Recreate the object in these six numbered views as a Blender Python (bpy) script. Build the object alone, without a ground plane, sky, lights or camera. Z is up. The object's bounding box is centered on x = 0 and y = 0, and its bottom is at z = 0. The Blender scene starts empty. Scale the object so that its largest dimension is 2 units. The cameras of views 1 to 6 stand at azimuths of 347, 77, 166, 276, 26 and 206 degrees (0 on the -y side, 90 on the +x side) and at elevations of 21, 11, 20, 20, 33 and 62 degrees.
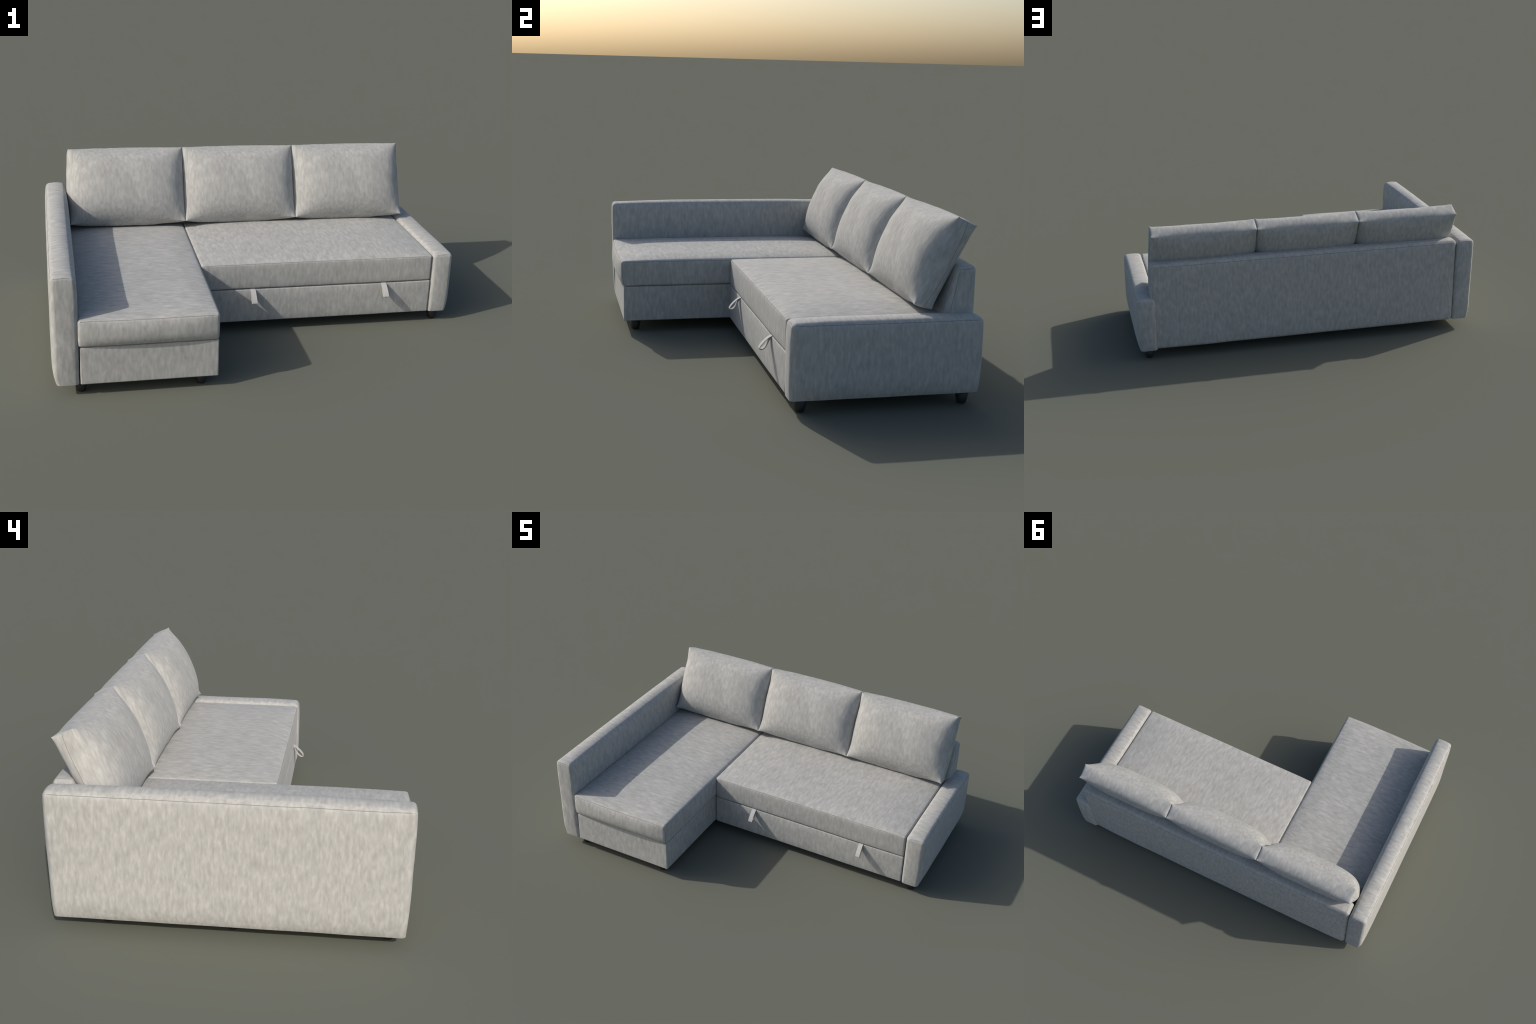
"""Light grey fabric corner sofa: chaise on the left, pull-out seat, three back cushions."""
import bpy, math
from mathutils import Vector, noise

scene = bpy.context.scene
COLL = scene.collection

# ------------------------------------------------------------------ materials
def new_mat(name):
    m = bpy.data.materials.new(name)
    m.use_nodes = True
    nt = m.node_tree
    for n in list(nt.nodes):
        nt.nodes.remove(n)
    out = nt.nodes.new("ShaderNodeOutputMaterial")
    bsdf = nt.nodes.new("ShaderNodeBsdfPrincipled")
    nt.links.new(bsdf.outputs[0], out.inputs[0])
    return m, nt, bsdf

FABRIC_DARK = (0.340, 0.337, 0.320, 1)
FABRIC_MID = (0.422, 0.417, 0.394, 1)
FABRIC_LIGHT = (0.515, 0.504, 0.478, 1)

def fabric(name, top_axis, lean=0.0):
    """Brushed melange cloth. The streaks run along z on upright faces and along
    top_axis ('x' or 'y') on faces that look up; lean tips them about x."""
    m, nt, bsdf = new_mat(name)
    N, L = nt.nodes.new, nt.links.new
    tc = N("ShaderNodeTexCoord")
    rot = N("ShaderNodeMapping")
    rot.inputs["Rotation"].default_value = (lean, 0, 0)
    L(tc.outputs["Object"], rot.inputs["Vector"])

    def streaks(scale):
        mp = N("ShaderNodeMapping")
        mp.inputs["Scale"].default_value = scale
        L(rot.outputs[0], mp.inputs["Vector"])
        fine = N("ShaderNodeTexNoise")
        fine.inputs["Scale"].default_value = 1.0
        fine.inputs["Detail"].default_value = 1.7
        fine.inputs["Roughness"].default_value = 0.55
        fine.inputs["Distortion"].default_value = 0.25
        L(mp.outputs[0], fine.inputs["Vector"])
        return fine.outputs["Fac"]

    upright = streaks((72, 72, 23))
    flat = streaks((23, 72, 72) if top_axis == "x" else (72, 23, 72))
    geo = N("ShaderNodeNewGeometry")
    sep = N("ShaderNodeSeparateXYZ")
    nrot = N("ShaderNodeMapping"); nrot.vector_type = "NORMAL"
    nrot.inputs["Rotation"].default_value = (lean, 0, 0)
    L(geo.outputs["Normal"], nrot.inputs["Vector"])
    L(nrot.outputs[0], sep.inputs[0])
    ab = N("ShaderNodeMath"); ab.operation = "ABSOLUTE"
    L(sep.outputs["Z"], ab.inputs[0])
    pick = N("ShaderNodeMapRange")
    pick.inputs["From Min"].default_value = 0.74
    pick.inputs["From Max"].default_value = 0.82
    L(ab.outputs[0], pick.inputs["Value"])
    mix = N("ShaderNodeMix"); mix.data_type = "FLOAT"
    L(upright, mix.inputs[2]); L(flat, mix.inputs[3])
    L(pick.outputs[0], mix.inputs[0])

    blotch = N("ShaderNodeTexNoise")
    blotch.inputs["Scale"].default_value = 17.0
    blotch.inputs["Detail"].default_value = 3.0
    L(rot.outputs[0], blotch.inputs["Vector"])
    add = N("ShaderNodeMath"); add.operation = "MULTIPLY_ADD"
    L(blotch.outputs["Fac"], add.inputs[0])
    add.inputs[1].default_value = 0.28
    L(mix.outputs[0], add.inputs[2])
    ramp = N("ShaderNodeValToRGB")
    e = ramp.color_ramp.elements
    e[0].position, e[0].color = 0.34, FABRIC_DARK
    e[1].position, e[1].color = 0.94, FABRIC_LIGHT
    mid = ramp.color_ramp.elements.new(0.64); mid.color = FABRIC_MID
    L(add.outputs[0], ramp.inputs[0])
    L(ramp.outputs[0], bsdf.inputs["Base Color"])
    bsdf.inputs["Roughness"].default_value = 0.9
    bsdf.inputs["Specular IOR Level"].default_value = 0.2
    bsdf.inputs["Sheen Weight"].default_value = 0.12
    bsdf.inputs["Sheen Roughness"].default_value = 0.5
    bump = N("ShaderNodeBump")
    bump.inputs["Strength"].default_value = 0.08
    bump.inputs["Distance"].default_value = 0.004
    L(add.outputs[0], bump.inputs["Height"])
    L(bump.outputs[0], bsdf.inputs["Normal"])
    return m

FAB_X = fabric("fabric_streaks_across", "x")
FAB_Y = fabric("fabric_streaks_lengthwise", "y")
LEAN = math.atan2(0.157, 0.357)
FAB_CUSHION = fabric("fabric_cushion", "y", lean=LEAN)

SEAM, nt, b = new_mat("seam_groove_shade_tint")
tc = nt.nodes.new("ShaderNodeTexCoord")
nz = nt.nodes.new("ShaderNodeTexNoise"); nz.inputs["Scale"].default_value = 300
rp = nt.nodes.new("ShaderNodeValToRGB")
rp.color_ramp.elements[0].color = (0.20, 0.198, 0.19, 1)  # greys darker than the cloth: recess shade of the seams, painted on raised tubes
rp.color_ramp.elements[1].color = (0.30, 0.297, 0.285, 1)
nt.links.new(tc.outputs["Object"], nz.inputs["Vector"])
nt.links.new(nz.outputs["Fac"], rp.inputs[0])
nt.links.new(rp.outputs[0], b.inputs["Base Color"])
b.inputs["Roughness"].default_value = 0.95

TAPE, nt, b = new_mat("pull_tape_weave")
tc = nt.nodes.new("ShaderNodeTexCoord")
nz = nt.nodes.new("ShaderNodeTexNoise"); nz.inputs["Scale"].default_value = 120
rp = nt.nodes.new("ShaderNodeValToRGB")
rp.color_ramp.elements[0].color = (0.46, 0.45, 0.43, 1)
rp.color_ramp.elements[1].color = (0.56, 0.55, 0.53, 1)
nt.links.new(tc.outputs["Object"], nz.inputs["Vector"])
nt.links.new(nz.outputs["Fac"], rp.inputs[0])
nt.links.new(rp.outputs[0], b.inputs["Base Color"])
b.inputs["Roughness"].default_value = 0.9

PLASTIC, nt, b = new_mat("black_plastic")
tc = nt.nodes.new("ShaderNodeTexCoord")
nz = nt.nodes.new("ShaderNodeTexNoise"); nz.inputs["Scale"].default_value = 60
rp = nt.nodes.new("ShaderNodeValToRGB")
rp.color_ramp.elements[0].color = (0.012, 0.012, 0.012, 1)
rp.color_ramp.elements[1].color = (0.022, 0.022, 0.022, 1)
nt.links.new(tc.outputs["Object"], nz.inputs["Vector"])
nt.links.new(nz.outputs["Fac"], rp.inputs[0])
nt.links.new(rp.outputs[0], b.inputs["Base Color"])
b.inputs["Roughness"].default_value = 0.5

# ------------------------------------------------------------------ mesh tools
def add_mesh(name, verts, faces, mat, parent, smooth=True):
    me = bpy.data.meshes.new(name)
    me.from_pydata([tuple(v) for v in verts], [], faces)
    me.materials.append(mat)
    if smooth:
        me.polygons.foreach_set("use_smooth", [True] * len(me.polygons))
    me.update()
    ob = bpy.data.objects.new(name, me)
    COLL.objects.link(ob)
    ob.parent = parent
    return ob

def box_lattice(cx, cy, cz):
    """Quads of the surface of a box whose axes are sampled at cx, cy, cz."""
    ids, pts, faces = {}, [], []
    C = (cx, cy, cz)
    n = [len(c) - 1 for c in C]
    def vid(i, j, k):
        key = (i, j, k)
        if key not in ids:
            ids[key] = len(pts)
            pts.append(Vector((cx[i], cy[j], cz[k])))
        return ids[key]
    for ax in range(3):
        a, b = (ax + 1) % 3, (ax + 2) % 3
        for side in (0, n[ax]):
            for p in range(n[a]):
                for q in range(n[b]):
                    loop = []
                    for dp, dq in ((0, 0), (1, 0), (1, 1), (0, 1)):
                        idx = [0, 0, 0]
                        idx[ax], idx[a], idx[b] = side, p + dp, q + dq
                        loop.append(vid(*idx))
                    faces.append(loop if side else loop[::-1])
    return pts, faces

def axis_samples(lo, hi, r, step, k=4):
    """Samples from lo to hi: k per rounded edge, then about every step."""
    rim = [r * (1 - math.tan(math.radians(45 * (1 - i / k)))) for i in range(k + 1)]
    a, b = lo + r, hi - r
    m = max(2, int(round((b - a) / step)))
    inner = [a + (b - a) * i / m for i in range(1, m)]
    return [lo + e for e in rim] + inner + [hi - e for e in reversed(rim)]

class Upholstered:
    """A padded box: rounded edges of radius r, faces swelled by `swell`
    (e.g. {'+x': 0.01}), then an optional extra shaping function."""
    def __init__(self, lo, hi, r, swell=None, shape=None, power=4.0, ripple=0.0, seed=0, square_base=False):
        self.lo, self.hi, self.r = Vector(lo), Vector(hi), r
        self.swell, self.shape, self.power = swell or {}, shape, power
        self.ripple, self.seed, self.square_base = ripple, seed, square_base

    def place(self, p):
        r = self.r
        inner = Vector([min(max(p[i], self.lo[i] + r), self.hi[i] - r) for i in range(3)])
        if self.square_base and p.z < inner.z:
            inner.z = p.z
        d = p - inner
        q = inner + d.normalized() * r if d.length > 1e-9 else p.copy()
        c, h = (self.lo + self.hi) / 2, (self.hi - self.lo) / 2
        s = [(q[i] - c[i]) / h[i] for i in range(3)]
        out = q.copy()
        for key, amp in self.swell.items():
            amp, power = amp if isinstance(amp, tuple) else (amp, self.power)
            ax = "xyz".index(key[1]); sg = 1 if key[0] == "+" else -1
            a, b = (ax + 1) % 3, (ax + 2) % 3
            f = (1 - abs(s[a]) ** power) * (1 - abs(s[b]) ** power)
            out[ax] += sg * amp * f * (1 + sg * s[ax]) / 2
        if self.ripple:
            v = noise.noise_vector(q * 7.0 + Vector((self.seed, 3.1 * self.seed, 0)))
            out += v * self.ripple
        if self.shape:
            out = self.shape(out)
        return out

    def build(self, name, mat, parent, step=0.022):
        cs = [axis_samples(self.lo[i], self.hi[i], self.r, step) for i in range(3)]
        pts, faces = box_lattice(*cs)
        ob = add_mesh(name, [self.place(p) for p in pts], faces, mat, parent)
        ob.data.set_sharp_from_angle(angle=math.radians(55))
        return ob

    def seam(self, path, parent, radius=0.0010, step=0.02, closed=False):
        """Stitched seam following straight runs between `path` points on the box."""
        pts = []
        P = [Vector(p) for p in path]
        if closed:
            P.append(P[0])
        for a, b in zip(P, P[1:]):
            n = max(1, int((b - a).length / step))
            pts += [self.place(a.lerp(b, i / n)) for i in range(n)]
        if not closed:
            pts.append(self.place(P[-1]))
        return tube("seam", pts, radius, SEAM, parent, closed)

def tube(name, pts, radius, mat, parent, closed=False, sides=6):
    verts, faces = [], []
    n = len(pts)
    for i, p in enumerate(pts):
        a = pts[(i - 1) % n] if (closed or i) else p
        b = pts[(i + 1) % n] if (closed or i < n - 1) else p
        t = (b - a).normalized()
        ref = Vector((0, 0, 1)) if abs(t.z) < 0.9 else Vector((1, 0, 0))
        u = t.cross(ref).normalized(); w = t.cross(u)
        for k in range(sides):
            an = 2 * math.pi * k / sides
            verts.append(p + (u * math.cos(an) + w * math.sin(an)) * radius)
    for i in range(n if closed else n - 1):
        j = (i + 1) % n
        for k in range(sides):
            l = (k + 1) % sides
            faces.append([i * sides + k, i * sides + l, j * sides + l, j * sides + k])
    if not closed:
        faces.append(list(range(sides)))
        faces.append([(n - 1) * sides + k for k in reversed(range(sides))])
    return add_mesh(name, verts, faces, mat, parent)

# ------------------------------------------------------------------ the sofa
sofa = bpy.data.objects.new("corner_sofa", None)
COLL.objects.link(sofa)
sofa["label"] = "light grey fabric corner sofa with chaise and three back cushions"
sofa["category"] = "sofa"

FLOOR_GAP = 0.057

# tall armrest along the chaise (left) -----------------------------------------
def tuck_left(p):
    """The cover is drawn in under the arm, and the inner top edge is softer."""
    q = p.copy()
    t = min(max((0.135 - p.z) / 0.078, 0), 1)
    outer = min(max((-0.940 - p.x) / 0.05, 0), 1)
    q.x += 0.012 * t * t * outer
    q.y -= math.copysign(0.011 * min(max((0.52 - p.z) / 0.46, 0), 1) * min(max((abs(p.y) - 0.60) / 0.05, 0), 1), p.y)
    k = min(max((p.z - 0.470) / 0.10, 0), 1)
    q.z -= 0.009 * k * abs((p.x + 0.940) / 0.056) ** 2
    q.x -= 0.010 * k * k * min(max((p.x + 0.940) / 0.05, 0), 1)
    return q

arm_l = Upholstered((-0.993, -0.660, FLOOR_GAP), (-0.885, 0.662, 0.560), 0.018,
                    {"-x": (0.007, 10), "+x": 0.003, "+z": (0.010, 3), "-y": 0.005, "+y": 0.005},
                    shape=tuck_left, ripple=0.0012, seed=1, square_base=True)
o = arm_l.build("armrest", FAB_X, sofa)
e = 0.006
arm_l.seam([(-0.993, -0.660 + e, 0.560 - e), (-0.993, 0.662 - e, 0.560 - e)], o)
arm_l.seam([(-0.982, -0.660, 0.560 - e), (-0.892, -0.660, 0.560 - e)], o)
arm_l.seam([(-0.982, 0.662, 0.560 - e), (-0.892, 0.662, 0.560 - e)], o)

# low armrest beside the pull-out seat (right) ---------------------------------
def tuck_right(p):
    q = p.copy()
    t = min(max((0.130 - p.z) / 0.073, 0), 1)
    q.x -= 0.010 * t * t * min(max((p.x - 0.936) / 0.05, 0), 1)
    k = min(max((p.z - 0.330) / 0.045, 0), 1)
    q.z -= 0.006 * k * abs((p.x - 0.942) / 0.055) ** 2
    return q

arm_r = Upholstered((0.886, -0.118, FLOOR_GAP), (0.992, 0.666, 0.370), 0.020,
                    {"+x": (0.008, 6), "+z": 0.006, "-y": 0.006, "+y": 0.008},
                    shape=tuck_right, ripple=0.0012, seed=2, square_base=True)
o = arm_r.build("armrest", FAB_X, sofa)
arm_r.seam([(0.992, -0.118 + e, 0.370 - e), (0.992, 0.666 - e, 0.370 - e)], o)
arm_r.seam([(0.892, -0.118, 0.370 - e), (0.98, -0.118, 0.370 - e)], o)

# backrest: front face leans back above the seat --------------------------------
def lean_front(p):
    t = min(max((p.z - 0.36) / 0.2, 0.0), 1.0)
    front = min(max((0.652 - p.y) / (0.652 - 0.525), 0.0), 1.0)
    rear = min(max((p.y - 0.60) / 0.05, 0.0), 1.0)
    bow = 0.009 * (1 - abs((p.x - 0.013) / 0.9) ** 8) * (1 - 0.5 * abs((p.z - 0.31) / 0.26) ** 3)
    return Vector((p.x, p.y + 0.052 * t * front + max(bow, 0) * rear, p.z))

back = Upholstered((-0.884, 0.525, FLOOR_GAP), (0.910, 0.658, 0.560), 0.020,
                   {"+z": 0.008, "+y": (0.003, 8), "-y": 0.006, "+x": 0.004}, shape=lean_front,
                   ripple=0.0012, seed=3)
o = back.build("backrest", FAB_Y, sofa)
back.seam([(-0.876, 0.658, 0.548), (0.902, 0.658, 0.548)], o)
back.seam([(0.910, 0.548, 0.380), (0.910, 0.546, 0.548), (0.910, 0.640, 0.552)], o)

# chaise: base with storage, and the cushion that forms its lid ------------------
base = Upholstered((-0.881, -0.651, FLOOR_GAP), (-0.288, 0.53, 0.231), 0.006,
                   {}, ripple=0.0008, seed=4)
base.build("chaise_base", FAB_X, sofa, step=0.03)

def roll_front(p):
    """Front edge of the chaise cushion rolls under towards the base."""
    t = min(max((0.285 - p.z) / 0.05, 0.0), 1.0)
    return Vector((p.x, p.y + 0.008 * t * t * min(max((-0.60 - p.y) / 0.05, 0), 1), p.z))

chaise = Upholstered((-0.888, -0.662, 0.232), (-0.287, 0.535, 0.361), 0.014,
                     {"+z": (0.020, 5), "-y": (0.017, 3), "+x": 0.004}, power=6, shape=roll_front, ripple=0.0012, seed=5)
o = chaise.build("chaise_cushion", FAB_X, sofa)
e = 0.005
chaise.seam([(-0.880 + e, -0.662, 0.361 - e), (-0.287 - e, -0.662, 0.361 - e)], o)
chaise.seam([(-0.287, -0.662 + e, 0.361 - e), (-0.287, -0.10, 0.361 - e)], o)
chaise.seam([(-0.287, -0.662 + e, 0.361 - e), (-0.287, -0.662 + e, 0.245)], o)

# pull-out seat: mattress over a drawer front -------------------------------------
seat = Upholstered((-0.284, -0.117, 0.2285), (0.884, 0.535, 0.361), 0.010,
                   {"+z": (0.024, 4.5), "-y": 0.004}, power=6, ripple=0.0010, seed=6)
o = seat.build("seat_cushion", FAB_Y, sofa)
e = 0.003
seat.seam([(-0.284 + e, -0.117, 0.361 - e), (0.884 - e, -0.117, 0.361 - e)], o)

drawer = Upholstered((-0.284, -0.117, FLOOR_GAP), (0.884, 0.53, 0.2265), 0.006,
                     {"-y": 0.005}, ripple=0.0008, seed=7)
drawer_ob = drawer.build("drawer", FAB_Y, sofa, step=0.03)

# pull tabs: a strip of tape folded into a drop-shaped loop -----------------------
def pull_tab(x, twist):
    width, thick = 0.024, 0.0030
    # loop centre line in (outward, down) from the slot under the seat cushion
    loop = [(-0.010, 0.000), (0.006, 0.006), (0.022, 0.018), (0.040, 0.036), (0.050, 0.052),
            (0.046, 0.058), (0.034, 0.056), (0.022, 0.044), (0.014, 0.028), (0.004, 0.011), (-0.010, 0.004)]
    pts = []
    for i in range(len(loop) - 1):          # Catmull-Rom refinement
        p0, p1 = loop[max(i - 1, 0)], loop[i]
        p2, p3 = loop[i + 1], loop[min(i + 2, len(loop) - 1)]
        for k in range(4):
            t = k / 4
            pts.append(tuple(0.5 * (2 * b + (c - a) * t + (2 * a - 5 * b + 4 * c - d) * t * t
                                    + (3 * b - a - 3 * c + d) * t ** 3)
                             for a, b, c, d in zip(p0, p1, p2, p3)))
    pts.append(loop[-1])
    verts, faces = [], []
    for i, (o_, d_) in enumerate(pts):
        a, b = pts[max(i - 1, 0)], pts[min(i + 1, len(pts) - 1)]
        tx, ty = b[0] - a[0], b[1] - a[1]
        l = math.hypot(tx, ty) or 1
        nx, ny = -ty / l, tx / l
        for sx, st in ((-1, -1), (1, -1), (1, 1), (-1, 1)):
            verts.append(Vector((x + sx * width / 2 + twist * d_,
                                 -0.119 - (o_ + nx * st * thick / 2),
                                 0.2275 - (d_ + ny * st * thick / 2))))
    n = len(pts)
    for i in range(n - 1):
        for k in range(4):
            l = (k + 1) % 4
            faces.append([i * 4 + k, i * 4 + l, i * 4 + 4 + l, i * 4 + 4 + k])
    faces += [[0, 1, 2, 3], [n * 4 - 1, n * 4 - 2, n * 4 - 3, n * 4 - 4]]
    add_mesh("pull_tab", verts, faces, TAPE, drawer_ob, smooth=False)

pull_tab(-0.029, 0.02)
pull_tab(0.637, 0.05)

# back cushions -------------------------------------------------------------------
def back_cushion_mesh():
    """Boxed wedge cushion, built around x = 0; plump front, pinched top corners."""
    HW = 0.2950
    BF, BB = Vector((0, 0.412, 0.402)), Vector((0, 0.480, 0.381))
    TB, TF = Vector((0, 0.652, 0.722)), Vector((0, 0.571, 0.760))
    def ramp(n):
        return [math.sin(math.pi / 2 * (-1 + 2 * i / n)) * 0.75 + 0.25 * (-1 + 2 * i / n) for i in range(n + 1)]
    pts, faces = box_lattice(ramp(40), ramp(14), ramp(30))
    full = lambda s, n, m: max(0.0, 1 - abs(s) ** n) ** m
    out = []
    for p in pts:
        u, w, v = p                        # across, front(-1)..back(+1), bottom(-1)..top(+1)
        fw, fv = (w + 1) / 2, (v + 1) / 2
        q = BF.lerp(BB, fw).lerp(TF.lerp(TB, fw), fv)
        up = (TF - BF).normalized()
        nrm = Vector((0, -up.z, up.y))     # out of the front face
        front = 0.072 * full(u, 4.2, 0.55) * (full(v, 2.8, 0.62) if v > 0 else full(v, 2.4, 0.72))
        backw = 0.034 * full(u, 4.0, 0.7) * max(full(v - 0.15 * (1 - v * v), 2.6, 0.65), 0.15 if v > 0 else 0)
        q = q + nrm * (front * (1 - fw) - backw * fw)
        q = q + nrm * (0.012 * abs(u) ** 6 * max(0.0, -v) ** 2 * (1 - fw))
        top = 0.026 * full(u, 3, 0.7) * full(w, 2.2, 0.6) - 0.017 * full(u, 3, 0.7)
        bot = 0.020 * full(u, 3, 0.7) * full(w, 2.5, 0.7) - 0.011 * full(u, 4, 0.7) * (1 - fw)
        q = q + up * (top * max(0, v) - bot * max(0, -v))
        # upright front edges fall back between the corners, so front rolls into side
        q = q - nrm * (0.022 * abs(u) ** 8 * full(v, 3, 0.8) * (1 - fw))
        side = HW + (0.014 if u < 0 else 0.009) * full(v, 2.5, 0.8) * full(w * 0.9, 2, 1.0) \
            - (0.004 if u < 0 else 0.025) * full(v, 2, 1.0) * fw ** 2 \
            + 0.004 * noise.noise(Vector((1.7 + u, w * 1.2, v * 3.5))) * (1 - abs(v))
        q.x = u * side
        out.append(q)
    # relax: rounds the edges, leaves the corner ears
    nb = [set() for _ in out]
    for f in faces:
        for i in range(4):
            nb[f[i]].add(f[(i + 1) % 4]); nb[f[(i + 1) % 4]].add(f[i])
    ear = []
    for p in pts:
        d = math.sqrt((1 - abs(p.x)) ** 2 + (1 - abs(p.y)) ** 2 * 0.2 + (1 - abs(p.z)) ** 2)
        k = 0.55 if (p.x < 0 and p.y < 0 and p.z > 0) else 0.97
        ear.append(1 - k * math.exp(-(d / 0.09) ** 2))
    for _ in range(14):
        new = []
        for i, q in enumerate(out):
            avg = sum((out[j] for j in nb[i]), Vector()) / len(nb[i])
            new.append(q.lerp(avg, 0.5 * ear[i]))
        out = new
    # soft dimples of the filling, tension lines towards the edges
    res = []
    for p, q in zip(pts, out):
        d = noise.noise(Vector((q.x * 9, q.y * 9, q.z * 9)) + Vector((4.2, 0, 1.3))) * 0.0035
        d += noise.noise(Vector((q.x * 30, q.y * 12, q.z * 12))) * 0.0015 * abs(p.z) ** 3
        d += noise.noise(Vector((q.x * 12, q.y * 26, q.z * 26))) * 0.0015 * abs(p.x) ** 3
        n = Vector((p.x, p.y * 0.6, p.z)); n.normalize()
        res.append(q + n * d)
    return pts, res, faces

lat, cpts, cfaces = back_cushion_mesh()
cushion_mesh = None
def lat_lookup(sel):
    return [i for i, p in enumerate(lat) if sel(p)]

for cx in (-0.580, 0.011, 0.602):
    if cushion_mesh is None:
        ob = add_mesh("back_cushion", cpts, cfaces, FAB_CUSHION, sofa)
        cushion_mesh = ob.data
        seam_src = []
        ws = sorted({round(p.y, 6) for p in lat})
        vs = sorted({round(p.z, 6) for p in lat})
        us = sorted({round(p.x, 6) for p in lat})
        at = {(round(p.x, 6), round(p.y, 6), round(p.z, 6)): q for p, q in zip(lat, cpts)}
        wm = ws[len(ws) // 2]
        for sgn in (-1, 1):
            u1 = us[-1] if sgn > 0 else us[0]
            seam_src.append([at[(u1, wm, v)] for v in vs])
    else:
        ob = bpy.data.objects.new("back_cushion", cushion_mesh)
        COLL.objects.link(ob); ob.parent = sofa
    ob.location.x = cx
    for path in seam_src:
        tube("seam", path, 0.0010, SEAM, ob)

# legs ------------------------------------------------------------------------------
def leg_mesh():
    prof = [(0.0, 0.0), (0.0170, 0.0), (0.0195, 0.002), (0.0205, 0.006), (0.0325, 0.062), (0.0, 0.062)]
    n = 32
    verts, faces = [], []
    for r, z in prof:
        for k in range(n):
            a = 2 * math.pi * k / n
            verts.append(Vector((r * math.cos(a), r * math.sin(a), z)))
    for i in range(len(prof) - 1):
        for k in range(n):
            l = (k + 1) % n
            faces.append([i * n + k, i * n + l, (i + 1) * n + l, (i + 1) * n + k])
    return verts, faces

leg_data = None
for x, y in ((0.931, -0.066), (0.931, 0.616), (-0.356, -0.588), (-0.878, -0.588),
             (-0.878, -0.010), (-0.878, 0.468), (-0.356, 0.468)):
    if leg_data is None:
        v, f = leg_mesh()
        ob = add_mesh("leg", v, f, PLASTIC, sofa)
        leg_data = ob.data
    else:
        ob = bpy.data.objects.new("leg", leg_data)
        COLL.objects.link(ob); ob.parent = sofa
    ob.location = (x, y, 0.0)
